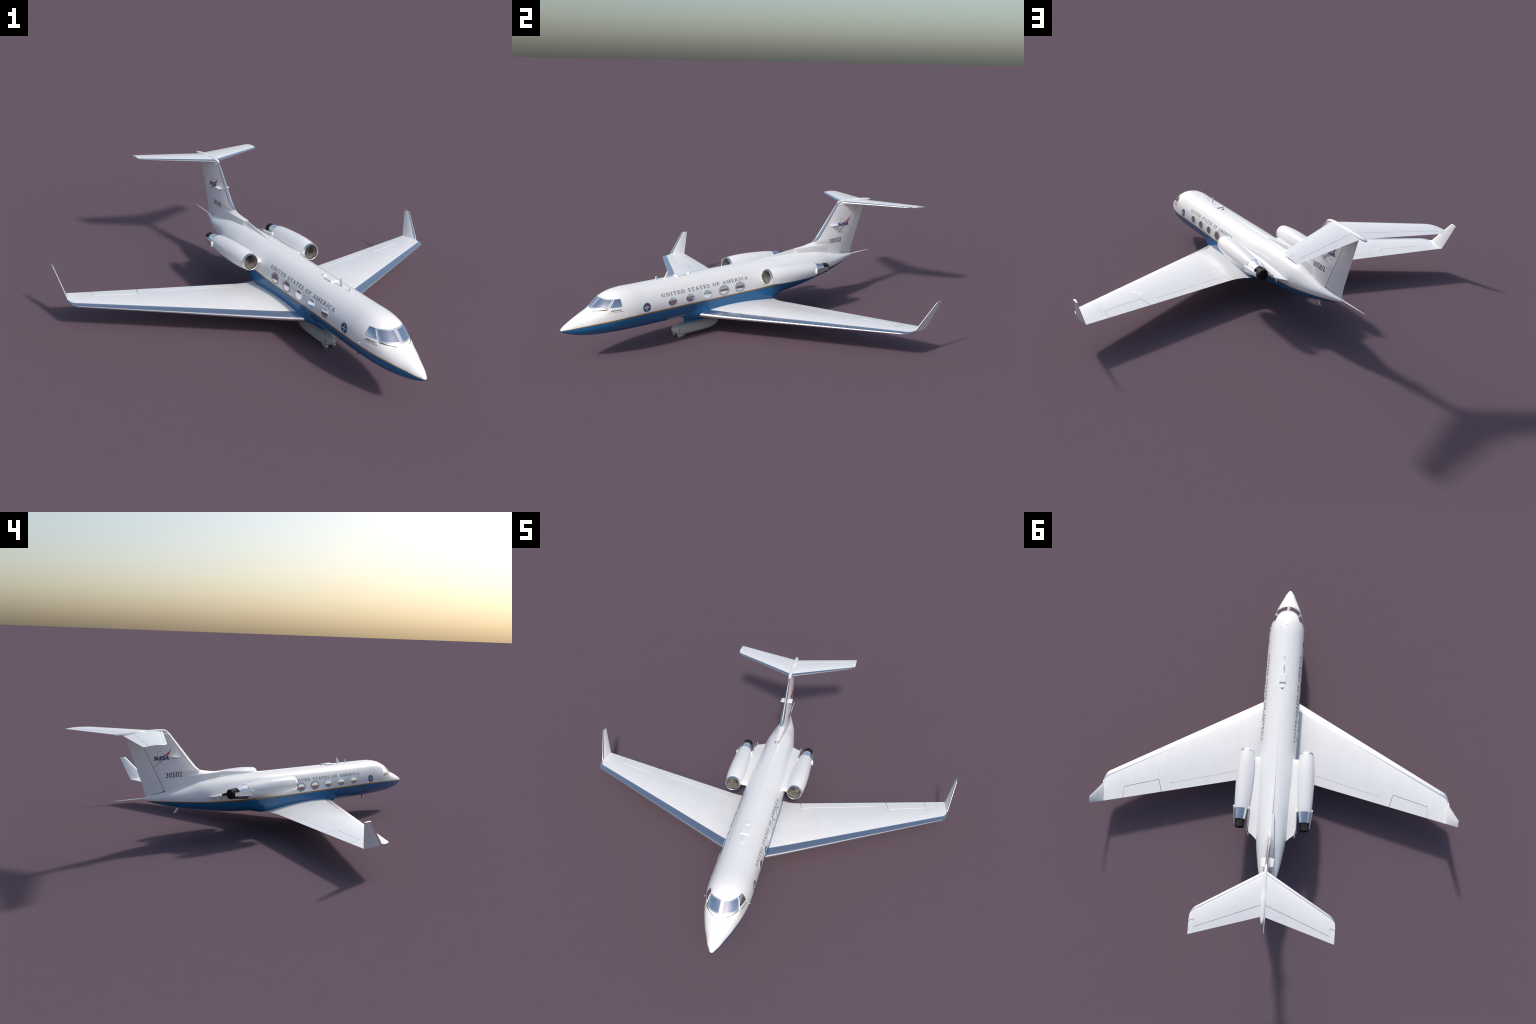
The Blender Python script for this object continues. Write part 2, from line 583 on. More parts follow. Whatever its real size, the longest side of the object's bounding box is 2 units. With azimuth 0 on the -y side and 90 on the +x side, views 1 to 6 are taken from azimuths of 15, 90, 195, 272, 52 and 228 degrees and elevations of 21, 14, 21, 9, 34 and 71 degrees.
def font_text(body, size_x, size_y, bold=0.0):
    """built-in font outline as flat faces in a unit box (0..1, 0..1)"""
    cu = bpy.data.curves.new("text_tmp", "FONT")
    cu.body = body
    cu.size = 1.0
    cu.offset = bold
    cu.resolution_u = 3
    ob = bpy.data.objects.new("text_tmp", cu)
    bpy.context.scene.collection.objects.link(ob)
    bpy.context.view_layer.update()
    dg = bpy.context.evaluated_depsgraph_get()
    me = ob.evaluated_get(dg).to_mesh()
    V = [(v.co.x, v.co.y) for v in me.vertices]
    F = [list(p.vertices) for p in me.polygons]
    ob.evaluated_get(dg).to_mesh_clear()
    bpy.data.objects.remove(ob)
    bpy.data.curves.remove(cu)
    a = np.array(V)
    lo, hi = a.min(0), a.max(0)
    a = (a - lo) / (hi - lo) * [size_x, size_y]
    return F, [tuple(p) for p in a]


for side in (1, -1):
    for body, w, h, z0, bold in (("ARMSTRONG", .0535, .0058, .2547, .03), ("FLIGHT RESEARCH CENTER", .0765, .0024, .2484, .01)):
        F, uv = font_text(body, w, h, bold)
        c = .2605
        uv = [((c - w / 2 + u) if side > 0 else (c + w / 2 - u), z0 + v) for u, v in uv]
        add("crew_door_lettering", *slab(F, uv, skin_map(side), .0004, .0004), M_NUM, smooth=False)

# round emblem
for side in (1, -1):
    sm = side_map(side)
    cs, cv = .4310, .0160
    em = add("round_emblem", *slab(*disc(cs, cv, .0240, .0240, 48, 5), sm, .0004), M_PINK)
    add("emblem_band", *slab(*disc(cs, cv, .0231, .0231, 48, 5), sm, .0007), M_SKY, parent=em)
    add("emblem_field", *slab(*disc(cs, cv, .0182, .0182, 48, 5), sm, .0010), M_EMB, parent=em)

    def q(pts):
        return [[(cs + side * u * .024, cv + v * .024) for u, v in p] for p in pts]

    def poly(pts, top):
        p = q([pts])[0]
        return slab([list(range(len(p)))], p, sm, top, .0002)
    add("emblem_patch", *merge(poly([(-.72, .06), (-.34, .10), (-.28, .36), (-.58, .40)], .0013), poly([(-.72, -.02), (-.2, -.26), (-.5, -.40)], .0013), poly([(.72, -.05), (.5, -.36), (.25, -.22)], .0013)), M_TEAL, parent=em, smooth=False)
    add("emblem_patch", *merge(poly([(.30, .05), (.70, .0), (.66, .28), (.34, .40)], .0013)), M_GREEN, parent=em, smooth=False)
    add("emblem_aircraft", *merge(poly([(-.045, .60), (.045, .60), (.07, .1), (.05, -.62), (-.05, -.62), (-.07, .1)], .0016),
                                  poly([(-.07, .16), (-.68, -.10), (-.68, -.19), (-.06, -.06)], .0017), poly([(.07, .16), (.06, -.06), (.68, -.19), (.68, -.10)], .0017),
                                  poly([(-.05, -.46), (-.26, -.56), (-.26, -.64), (-.05, -.58)], .0017), poly([(.05, -.46), (.05, -.58), (.26, -.64), (.26, -.56)], .0017)), M_EWHITE, parent=em, smooth=False)
    add("emblem_swoosh", *merge(poly([(.10, .10), (.16, .02), (.58, .42), (.52, .58)], .0020)), M_RED, parent=em, smooth=False)


# ------------------------------------------------------------------ aerofoil surfaces
# half thickness along the chord: blunt rounded nose, straight shoulder, long taper
SECTION = np.array([[0, 0], [.0006, .10], (.002, .19), [.005, .275], [.010, .345], [.018, .41], [.035, .50], [.06, .595], [.11, .745], [.20, .90], [.30, .985], [.36, 1.0],
                    [.50, .955], [.65, .77], [.80, .475], [.90, .24], [1.0, 0.0]])
SEC_X = np.linspace(0, 1, 4001)
SEC_Y = pchip(np.sqrt(SECTION[:, 0]), SECTION[:, 1], SEC_X)


def naca(v):
    return float(np.interp(math.sqrt(max(v, 0.0)), SEC_X, SEC_Y))


class Surface:
    """lifting surface: station t -> LE, TE points and thickness; v along the chord"""

    def __init__(self, tab, thick_axis, warp=1.0):
        self.t = np.array([r[0] for r in tab])
        self.le = np.array([r[1] for r in tab], float)
        self.te = np.array([r[2] for r in tab], float)
        self.th = np.array([r[3] for r in tab], float)
        self.ax = np.array(thick_axis, float)
        self.warp = warp

    def at(self, t, v, up, off=0.0):
        le = np.array([np.interp(t, self.t, self.le[:, k]) for k in range(3)])
        te = np.array([np.interp(t, self.t, self.te[:, k]) for k in range(3)])
        h = float(np.interp(t, self.t, self.th))
        p = le + (te - le) * v
        half = h * naca(v ** self.warp) if v < 1 else 0
        q = p + up * (half + .0005 * min(1, v * 8)) * self.ax
        if off:
            d = te - le
            c = np.linalg.norm(d)
            e = min(.004, v * .4) or .001
            a, b = max(v - e, 0), min(v + e, 1)
            dh = h * (naca(b ** self.warp) - naca(a ** self.warp)) / ((b - a) * c)
            if v == 0:
                nrm = -d / c
            else:
                nrm = up * self.ax - dh * d / c
            nrm /= np.linalg.norm(nrm)
            q = q + off * nrm
        return q


WING_T = [.06, .08, .10, .115, .13, .145, .16, .18, .20, .28, .35, .44, .52, .60, .69, .77, .85, .93, 1.0, 1.015, 1.03, 1.0375, 1.045, 1.0505, 1.056, 1.060, 1.064, 1.067, 1.0705, 1.073, 1.0752, 1.0762, 1.0770]


def vs(v0, v1, n, power=2.3):
    return [v0 + (v1 - v0) * (i / n) ** power for i in range(n + 1)]


def main_ring(sf, t, vend, shear=0.0, n=44):
    up = vs(0, vend, n)
    r = []

    def tt(v):
        return t + shear * max(0.0, v - vend * .8)
    for v in reversed(up):
        r.append(sf.at(tt(v), v, 1))
    for v in up[1:]:
        r.append(sf.at(tt(v), v, -1))
    return r


def aft_ring(sf, t, v0, n=8, shear=0.0, lift=0.0):
    r = []
    up = [v0 + (1 - v0) * i / n for i in range(n + 1)]
    for v in up:
        r.append(sf.at(t + shear * (v - v0), v, 1))
    for v in reversed(up[:-1]):
        r.append(sf.at(t + shear * (v - v0), v, -1))
    # rounded nose of the control surface
    m0 = sf.at(t, v0 - .012, 0)
    r.append(m0)
    return r


def strip_ring(sf, t, vmax, n=20, lowmax=None, off=.0009):
    lowmax = lowmax or vmax
    r = []

    def lift(v, m):
        return off * (.16 + .84 * min(1.0, (m - v) / (.22 * m)))
    for v in reversed(vs(0, vmax, n)):
        r.append(sf.at(t, v, 1, lift(v, vmax)))
    for v in vs(0, lowmax, n)[1:]:
        r.append(sf.at(t, v, -1, lift(v, lowmax)))
    for v in reversed(vs(0, lowmax, n)[1:]):
        r.append(sf.at(t, v, -1, -.0012) if v > .02 else sf.at(t, max(v, .02), 0))
    for v in vs(0, vmax, n)[1:]:
        r.append(sf.at(t, v, 1, -.0012) if v > .02 else sf.at(t, max(v, .02), 0))
    return r


# ---- wings
def le_line(y):
    return .7981 + .5874 * (y - .1211)


def te_line(y):
    return 1.3301 + .2433 * (y - .2094)


def wing_table():
    tab = []
    rows = [  # y, dTE (fillet), LE override, LE z, half thickness
        (.060, .050, None, .1305, .0285), (.100, .033, None, .1300, .0282), (.115, .024, None, .1298, .0276), (.130, .0155, None, .1298, .0268),
        (.160, .005, None, .1300, .0256), (.200, .000, None, .1305, .0240), (.35, 0, None, .1345, .0200), (.60, 0, None, .1415, .0148), (.85, 0, None, .1480, .0108),
        (1.000, 0, None, .1515, .0090), (1.030, 0, 1.3320, .1525, .0084), (1.045, 0, 1.3395, .1526, .0078), (1.056, 0, 1.3490, .1526, .0072), (1.064, 0, 1.3625, .1528, .0066),
        (1.0705, 0, 1.3825, .1535, .0058), (1.0752, 0, 1.4050, .1560, .0050), (1.0770, 0, 1.4250, .1610, .0045)]
    for y, dte, le, zl, th in rows:
        s = le if le else le_line(y)
        ty = min(y, 1.0606)
        ly = y
        zt = float(np.interp(y, [.06, .10, .2094, .71, .944, 1.06, 1.08], [.1225, .1235, .1290, .1402, .1460, .1490, .1492]))
        tab.append((y, (s, ly, zl), (te_line(ty) + dte, ty, zt), th))
    return tab


FL_Y = (.2227, .6565)
AI_Y = (.7311, .9429)
for side in (1, -1):
    T = wing_table()
    sf = Surface(T, (0, 0, 1))

    def mir(vf):
        v, f = vf
        return [(p[0], side * p[1], p[2]) for p in v], f

    def chord(y):
        return te_line(y) - le_line(y)

    def v_flap(y):
        return 1 - np.interp(y, FL_Y, [.0608, .0473]) / chord(y)

    def v_ail(y):
        return 1 - np.interp(y, AI_Y, [.0836, .0722]) / chord(y)
    e = .0008
    st = [(y, 1.0, 0) for y in WING_T if y < .21]
    kf0, kf1, ka0 = -.23, .12, -.27

    def sh(k, y, v):
        return k * chord(y)
    st += [(FL_Y[0] - e, 1.0, sh(kf0, .22, 0)), (FL_Y[0], v_flap(FL_Y[0]), 0)]
    st += [(y, v_flap(y), 0) for y in WING_T if .23 < y < .65]
    st += [(FL_Y[1], v_flap(FL_Y[1]), 0), (FL_Y[1] + e, 1.0, 0), (.69, 1.0, 0), (AI_Y[0] - e, 1.0, sh(ka0, .73, 0)), (AI_Y[0], v_ail(AI_Y[0]), 0)]
    st += [(y, v_ail(y), 0) for y in WING_T if .74 < y < .94]
    st += [(AI_Y[1], v_ail(AI_Y[1]), 0), (AI_Y[1] + e, 1.0, 0)]
    st += [(y, 1.0, 0) for y in WING_T if y > .95]
    rings = []
    for y, ve, k in st:
        if k:
            up = vs(0, 1, 44)
            hinge = (v_flap(FL_Y[0]) if y < .5 else v_ail(AI_Y[0]))
            r = [sf.at(y + k * max(0, v - hinge), v, 1) for v in reversed(up)] + [sf.at(y + k * max(0, v - hinge), v, -1) for v in up[1:]]
            rings.append(r)
        else:
            rings.append(main_ring(sf, y, ve))
    wing = add("wing", *mir(loft(rings)), M_WHITE, angle=28)
    # polished leading edge
    ys = list(WING_T)

    def strip_v(y):
        w = np.interp(y, [.11, .6, 1.0, 1.03, 1.056, 1.07, 1.0765], [.058, .046, .0345, .034, .034, .029, .022])
        le = np.array([np.interp(y, sf.t, sf.le[:, 0])])[0]
        te = np.interp(y, sf.t, sf.te[:, 0])
        return float(w / (te - le))
    add("leading_edge", *mir(loft([strip_ring(sf, y, strip_v(y)) for y in ys])), M_METAL, parent=wing, angle=45)
    # flap and aileron set in their cut-outs
    g = .0034
    ring = []
    for y in np.linspace(FL_Y[0] + .0012, FL_Y[1] - .0012, 8):
        k = sh(kf0, y, 0) if y < .23 else (sh(kf1, y, 0) if y > .65 else 0)
        ring.append(aft_ring(sf, y, v_flap(y) + .0022 / chord(y), shear=k))
    add("flap", *mir(loft(ring)), M_WHITE, parent=wing, angle=28)
    ring = []
    for y in np.linspace(AI_Y[0] + .0012, AI_Y[1] - .0012, 6):
        k = sh(ka0, y, 0) if y < .74 else 0
        ring.append(aft_ring(sf, y, v_ail(y) + g / chord(y), shear=k))
    add("aileron", *mir(loft(ring)), M_WHITE, parent=wing, angle=28)
    # winglet
    wt = [(0, (1.4230, 1.0735, .158), (1.5350, 1.0590, .1478), .0046), (.08, (1.4300, 1.0765, .1690), (1.5400, 1.0625, .1580), .0044), (1.0, (1.5520, 1.1075, .2965), (1.5935, 1.1040, .2950), .0030)]
    wl = Surface(wt, (.05, .97, -.25), .9)
    ts = np.linspace(0, 1, 9)
    wgl = add("winglet", *mir(loft([main_ring(wl, t, 1.0, n=16) for t in ts])), M_WHITE, parent=wing, angle=28)
    add("winglet_leading_edge", *mir(loft([strip_ring(wl, t, .008 / (.112 - .07 * t) + .05, 14, off=.0006) for t in np.linspace(.02, 1.004, 9)])), M_METAL, parent=wing, angle=45)
    tip = [main_ring(wl, 1.0, 1.0, n=16)]
    tip = [[p + np.array([0, 0, dz]) * 1.0 + (p - np.mean(tip[0], 0)) * g2 for p in tip[0]] for dz, g2 in ((-.0016, .02), (.0004, .02), (.0009, -.12))]
    add("winglet_tip", *mir(loft(tip)), M_METAL, parent=wing)

# ------------------------------------------------------------------ horizontal tail
def stab_te(y):
    return 2.2496 + .3118 * (y - .0137)


def stab_le(y):
    return 1.9975 + .6050 * y


def stab_table():
    rows = [(0.0, None, .0125), (.05, None, .0118), (.15, None, .0100), (.28, None, .0074), (.340, None, .0062), (.358, 2.2135, .0058), (.3695, 2.2225, .0054), (.380, 2.2345, .0049), (.3865, 2.2480, .0044),
            (.3905, 2.2640, .0038), (.3918, 2.2800, .0034)]
    tab = []
    for y, le, th in rows:
        s = le if le else stab_le(y)
        zl = .6175 - .0045 * y / .39
        zt = .6118 - .0030 * y / .39
        tab.append((y, (s, y, zl), (stab_te(min(y, .3902)), min(y, .3905), zt), th))
    return tab


tail_top = group("horizontal_tail")
for side in (1, -1):
    sf = Surface(stab_table(), (0, 0, 1))

    def mir(vf):
        v, f = vf
        return [(p[0], side * p[1], p[2]) for p in v], f

    def vh(y):
        le, te = np.interp(y, sf.t, sf.le[:, 0]), np.interp(y, sf.t, sf.te[:, 0])
        if y < .3632:
            sh_ = 2.1861 + (2.3254 - 2.1861) * (y - .0136) / (.3623 - .0136)
        else:
            sh_ = 2.2842 + (2.2933 - 2.2842) * (y - .3642) / .0264
        return float((sh_ - le) / (te - le))
    rings = [main_ring(sf, y, vh(y)) for y in (0.0, .012, .05, .1, .15, .2, .28, .34, .358, .3625, .3635, .3695, .375, .380, .3835, .3865, .3888, .3905, .3918)]
    stab = add("stabilizer", *mir(loft(rings)), M_WHITE, parent=tail_top, angle=28)
    rings = [aft_ring(sf, y, vh(y) + (.0028 / (np.interp(y, sf.t, sf.te[:, 0]) - np.interp(y, sf.t, sf.le[:, 0])))) for y in (.010, .05, .1, .2, .3, .3618, .3648, .375, .385, .3915)]
    add("elevator", *mir(loft(rings)), M_WHITE, parent=tail_top, angle=28)

    def sv(y):
        le, te = np.interp(y, sf.t, sf.le[:, 0]), np.interp(y, sf.t, sf.te[:, 0])
        return float(np.interp(y, [0, .34, .37, .392], [.021, .0155, .014, .010]) / (te - le))
    rings = [strip_ring(sf, y, sv(y), 16, off=.0007) for y in (.006, .05, .1, .15, .2, .28, .34, .358, .3640, .3695, .375, .380, .384)]
    add("stabilizer_leading_edge", *mir(loft(rings)), M_METAL, parent=tail_top, angle=45)

# ------------------------------------------------------------------ fin
def fin_le(z):
    return float(np.interp(z, [.24, .34, .371, .3845, .390, .397, .405, .4155, .45, .5245, .600, .610, .617, .622, .627], [1.765, 1.765, 1.763, 1.752, 1.742, 1.752, 1.7625, 1.7755, 1.8085, 1.876, 1.9445, 1.9545, 1.9640, 1.9740, 1.9880]))


def fin_te(z):
    return 2.0950 + .410 * (z - .280)


def fin_half(z):
    return float(np.interp(z, [.24, .40, .48, .60, .63], [.0255, .0240, .0165, .0112, .0108]))


zs = [.24, .28, .31, .34, .371, .385, .390, .3935, .397, .401, .405, .41, .4155, .422, .43, .44, .45, .48, .5, .53, .56, .59, .60, .61, .617, .622, .627]
FIN = Surface([(z, (fin_le(z), 0, z), (fin_te(z), 0, z), fin_half(z)) for z in zs], (0, 1, 0), 1.30)


def hinge_s(z):
    return 1.9945 + .5255 * (z - .305)


def fv(z):
    return (hinge_s(z) - fin_le(z)) / (fin_te(z) - fin_le(z))


def fin_y(s, z):
    v = (s - fin_le(z)) / (fin_te(z) - fin_le(z))
    return float(fin_half(z) * naca(max(v, 0) ** 1.30)) + .0005


fin = add("tail_fin", *loft([main_ring(FIN, z, fv(z), n=30) for z in zs]), M_WHITE, angle=28)
# stub under the rudder with a sloping top
low = []
for z0, z1 in ((.272, .268), (.2945, .2775)):
    r = []
    sl = np.linspace(1.955, 2.0955, 12)
    for s in sl:
        z = z0 + (z1 - z0) * (s - 1.99) / .105
        r.append((s, fin_y(s, .29), z))
    for s in sl[::-1]:
        z = z0 + (z1 - z0) * (s - 1.99) / .105
        r.append((s, -fin_y(s, .29), z))
    low.append(r)
add("rudder_sill", *loft(low), M_WHITE, parent=fin, angle=28)
rz = [.2990, .305, .34, .40, .46, .52, .57, .6100]


def rud_ring(z, first=False):
    r = []
    v0 = fv(z) + .0030 / (fin_te(z) - fin_le(z))
    if first:
        v0 += .02
    up = [v0 + (1 - v0) * i / 8 for i in range(9)]
    P = []
    for v in up:
        p = FIN.at(z, v, 1)
        if z < .31:
            p = p + np.array([0, 0, -.0168 * (p[0] - 1.99) / .105 * (1 if first else .6)])
        P.append(p)
    r = [p for p in P] + [p * [1, -1, 1] for p in P[::-1]]
    n0 = FIN.at(z, v0 - .014, 0)
    r.append(n0)
    return r


add("rudder", *loft([rud_ring(z, i == 0) for i, z in enumerate(rz)]), M_WHITE, parent=fin, angle=28)
# dark hinge line lying in the gap
gap_r = []
for z in (.296, .34, .40, .46, .50, .55, .61):
    a, b = hinge_s(z) - .0015, hinge_s(z) + .0042
    gap_r.append([(a, -fin_y(a, z) + .0009, z), (b, -fin_y(b, z) + .0009, z), (b, fin_y(b, z) - .0009, z), (a, fin_y(a, z) - .0009, z)])
add("hinge_gap", *loft(gap_r), M_GAP, parent=fin, smooth=False)
# polished fin leading edge
fz = [.390, .3935, .397, .401, .405, .41, .4155, .422, .43, .44, .45, .48, .50, .53, .56, .59, .60, .61, .617, .622]


def fin_strip(z):
    return float(np.interp(z, [.390, .3935, .397, .401, .406, .4155, .43, .50, .615], [.003, .010, .018, .024, .0265, .0275, .0275, .025, .017])) / (fin_te(z) - fin_le(z))


add("fin_leading_edge", *loft([strip_ring(FIN, z, fin_strip(z), 18, off=.0008) for z in fz]), M_METAL, parent=fin, angle=45)

# dorsal spine running forward on the roof
crest = np.array([[.885, .3462], [1.10, .3478], [1.25, .3487], [1.349, .3500], [1.4085, .3562], [1.4607, .3620], [1.5325, .3682], [1.6028, .3735], [1.6689, .3790], [1.7415, .3905], [1.78, .4120]])
rings = []
for s in list(np.linspace(.885, 1.60, 30)) + list(np.linspace(1.615, 1.86, 18)):
    zc = float(np.interp(s, crest[:, 0], crest[:, 1]))
    zt = prof(s)[0]
    top = float(np.interp(s, [.885, 1.2, 1.5, 1.62, 1.74, 1.78], [.0008, .0022, .0026, .0016, .0020, .0024]))
    base = float(np.interp(s, [.885, 1.2, 1.4, 1.55, 1.60, 1.62, 1.68, 1.74, 1.78, 1.86], [.0012, .0055, .0075, .0082, .0085, .0125, .0165, .0202, .0216, .0206]))
    zb = zt - .012
    zm = float(np.interp(s, [.885, 1.60, 1.62, 1.80, 1.86], [zt, zt, .3712, .3712, .367]))
    zm = max(min(zm, zc - .0005), zb + .001)
    r = [(s, base, zb), (s, base * (.9 if s > 1.61 else .8), zm), (s, top, zc - .0006), (s, top * .5, zc), (s, -top * .5, zc), (s, -top, zc - .0006), (s, -base * (.9 if s > 1.61 else .8), zm), (s, -base, zb)]
    rings.append(r)
dorsal = add("dorsal_spine", *loft(rings), M_WHITE, angle=25)
# air scoop box behind the spine
rings = []
for s in (1.6085, 1.612, 1.64, 1.68, 1.72, 1.76, 1.79, 1.83, 1.88):
    w = float(np.interp(s, [1.6085, 1.68, 1.75, 1.82, 1.90], [.0136, .0172, .0212, .0225, .0215]))
    zt = float(np.interp(s, [1.6085, 1.79, 1.83, 1.90], [.3716, .3716, .3716, .366]))
    k = .0028 if s < 1.80 else .006
    r = [(s, w + .0015, .30), (s, w + .0005, .345), (s, w, zt - k), (s, w - k * .35, zt - k * .25), (s, w - k, zt), (s, -w + k, zt), (s, -w + k * .35, zt - k * .25), (s, -w, zt - k), (s, -w - .0005, .345), (s, -w - .0015, .30)]
    rings.append(r)
scoop = add("air_scoop", *loft(rings), M_WHITE, parent=dorsal, angle=30)
for side in (1, -1):
    add("scoop_mouth", *loft([[(1.6082, side * .0026, .3485), (1.6082, side * .0118, .3475), (1.6082, side * .0112, .3690), (1.6082, side * .0026, .3697)], [(1.622, side * .0026, .3485), (1.622, side * .0118, .3475), (1.622, side * .0112, .3690), (1.622, side * .0026, .3697)]]), M_GAP, parent=dorsal, smooth=False)  # solid grey block coloured like the half-lit inside of the opening
    # rim of the mouth and the lip plate in front of it
    rim = tube([(1.6078, side * .0128, .3450), (1.6070, side * .0134, .357), (1.6065, side * .0130, .3688), (1.6065, side * .0115, .3712), (1.6065, side * .0025, .3722)], [.0011] * 5, 6)
    add("scoop_rim", *rim, M_WHITE, parent=dorsal)
lip = []
for s in np.linspace(1.44, 1.612, 8):
    zt = prof(s)[0]
    w = float(np.interp(s, [1.44, 1.612], [.0075, .0140]))
    zz = float(np.interp(s, [1.44, 1.612], [.3464, .3470]))
    lip.append([(s, w, zz - .008), (s, w, zz), (s, w * .6, zz + .0005), (s, -w * .6, zz + .0005), (s, -w, zz), (s, -w, zz - .008)])
add("scoop_lip", *loft(lip), M_WHITE, parent=dorsal)

# bullet fairing on top of the fin
bul = [  # s, crown z, half width, half height
    (1.962, .6200, .0018, .0012), (1.968, .6243, .0042, .0030), (1.978, .6285, .0062, .0048), (1.994, .6325, .0082, .0062), (2.02, .6348, .0100, .0072), (2.06, .6345, .0108, .0076), (2.10, .6335, .0112, .0078),
    (2.125, .6328, .0113, .0078), (2.1265, .6332, .0122, .0084), (2.18, .6308, .0126, .0086), (2.23, .6272, .0122, .0084), (2.258, .6242, .0108, .0076), (2.274, .6215, .0085, .0062), (2.283, .6185, .0058, .0044), (2.2875, .6148, .0022, .0018)]
rings = [[(s, w * math.cos(t), zc - h + h * math.sin(t)) for t in np.linspace(0, 2 * math.pi, 24, endpoint=False)] for s, zc, w, h in bul]
add("tail_bullet", *loft(rings), M_WHITE, parent=fin, angle=40)
# saddle that carries the bullet onto the fin
rings = [[(fin_le(z) + .006 + (fin_te(z) - fin_le(z) - .02) * f, q * (.0112 - .003 * f), z) for f, q in ((0, .35), (.12, .9), (.4, 1), (.8, .8), (1, .2), (1, -.2), (.8, -.8), (.4, -1), (.12, -.9), (0, -.35))] for z in (.605, .626)]
add("bullet_saddle", *loft(rings), M_WHITE, parent=fin, angle=40)

# side vanes, rear probe and antennas
for side in (1, -1):
    v = [(1.8945, side * .012, .4822), (1.9012, side * .0372, .4822), (1.9470, side * .0345, .4822), (1.9520, side * .010, .4822)]
    r0 = [(a, b, c - .0011) for a, b, c in v]
    r1 = [(a, b, c + .0011) for a, b, c in v]
    add("fin_vane", *loft([r0, r1]), M_WHITE, parent=fin, smooth=False)
add("tail_probe", *tube([(2.105, 0, .2665), (2.125, 0, .2670), (2.20, 0, .2690), (2.2925, 0, .2708)], [.0040, .0036, .0024, .0010], 10), M_WHITE)


def blade(name, s0, s1, t0, t1, zb, zt, hb, ht, mat, parent=None):
    rings = []
    for f in (0, 1):
        a, b, z, h = (s0, s1, zb, hb) if f == 0 else (t0, t1, zt, ht)
        r = [(a, 0, z)] + [(a + (b - a) * q, h * k, z) for q, k in ((.12, .7), (.35, 1), (.7, .7))] + [(b, 0, z)] + [(a + (b - a) * q, -h * k, z) for q, k in ((.7, .7), (.35, 1), (.12, .7))]
        rings.append(r)
    return add(name, *loft(rings), mat, parent=parent, angle=30)


blade("blade_antenna", .6135, .6440, .6385, .6520, .340, .3822, .0032, .0015, M_WHITE)
blade("blade_antenna", .5575, .5700, .5640, .5740, .340, .3662, .0022, .0012, M_WHITE)
m = blade("blade_antenna", .4130, .4260, .4190, .4270, .130, .1000, .0022, .0012, M_BLUE)
m.data.transform(__import__("mathutils").Matrix.Translation((0, .036, 0)))
blade("blade_antenna", 1.8690, 1.8935, 1.9020, 1.9165, .200, .1650, .0030, .0012, M_WHITE)
blade("blade_antenna", .5060, .5140, .5085, .5140, .340, .3505, .0016, .0007, M_WHITE)
blade("blade_antenna", .4010, .4080, .4030, .4080, .340, .3498, .0016, .0007, M_WHITE)
for side in (1, -1):
    add("roof_stud", *tube([(.338, side * .0055, .340), (.338, side * .0055, .3478)], [.0022, .0016], 10), M_WHITE, stuff=True)
    add("pitot_probe", *tube([(.3135, side * .106, .2300), (.3115, side * .1185, .2296)], [.0013, .0008], 8), M_WHITE)
# square roof antenna plate and dome
r0 = [(s, y, .342) for s, y in ((.6945, -.0197), (.6945, .0197), (.7505, .0197), (.7505, -.0197))]
r1 = [(s, y, .3508) for s, y in ((.6945, -.0197), (.6945, .0197), (.7505, .0197), (.7505, -.0197))]
r2 = [(s, y, .3516) for s, y in ((.6960, -.0185), (.6960, .0185), (.7490, .0185), (.7490, -.0185))]
add("roof_antenna_plate", *loft([r0, r1, r2]), M_WHITE, angle=20)
rings = [[(.7820 + r * 1.05 * math.cos(t), r * math.sin(t), z) for t in np.linspace(0, 2 * math.pi, 20, endpoint=False)] for r, z in ((.0096, .342), (.0096, .3485), (.0088, .3508), (.0070, .3524), (.004, .3533), (.001, .3536))]
add("roof_antenna_dome", *loft(rings), M_WHITE)

# ------------------------------------------------------------------ fin markings
def fin_map(side):
    def f(s, z, off):
        return (s, side * (fin_y(s, z) + off), z)
    return f


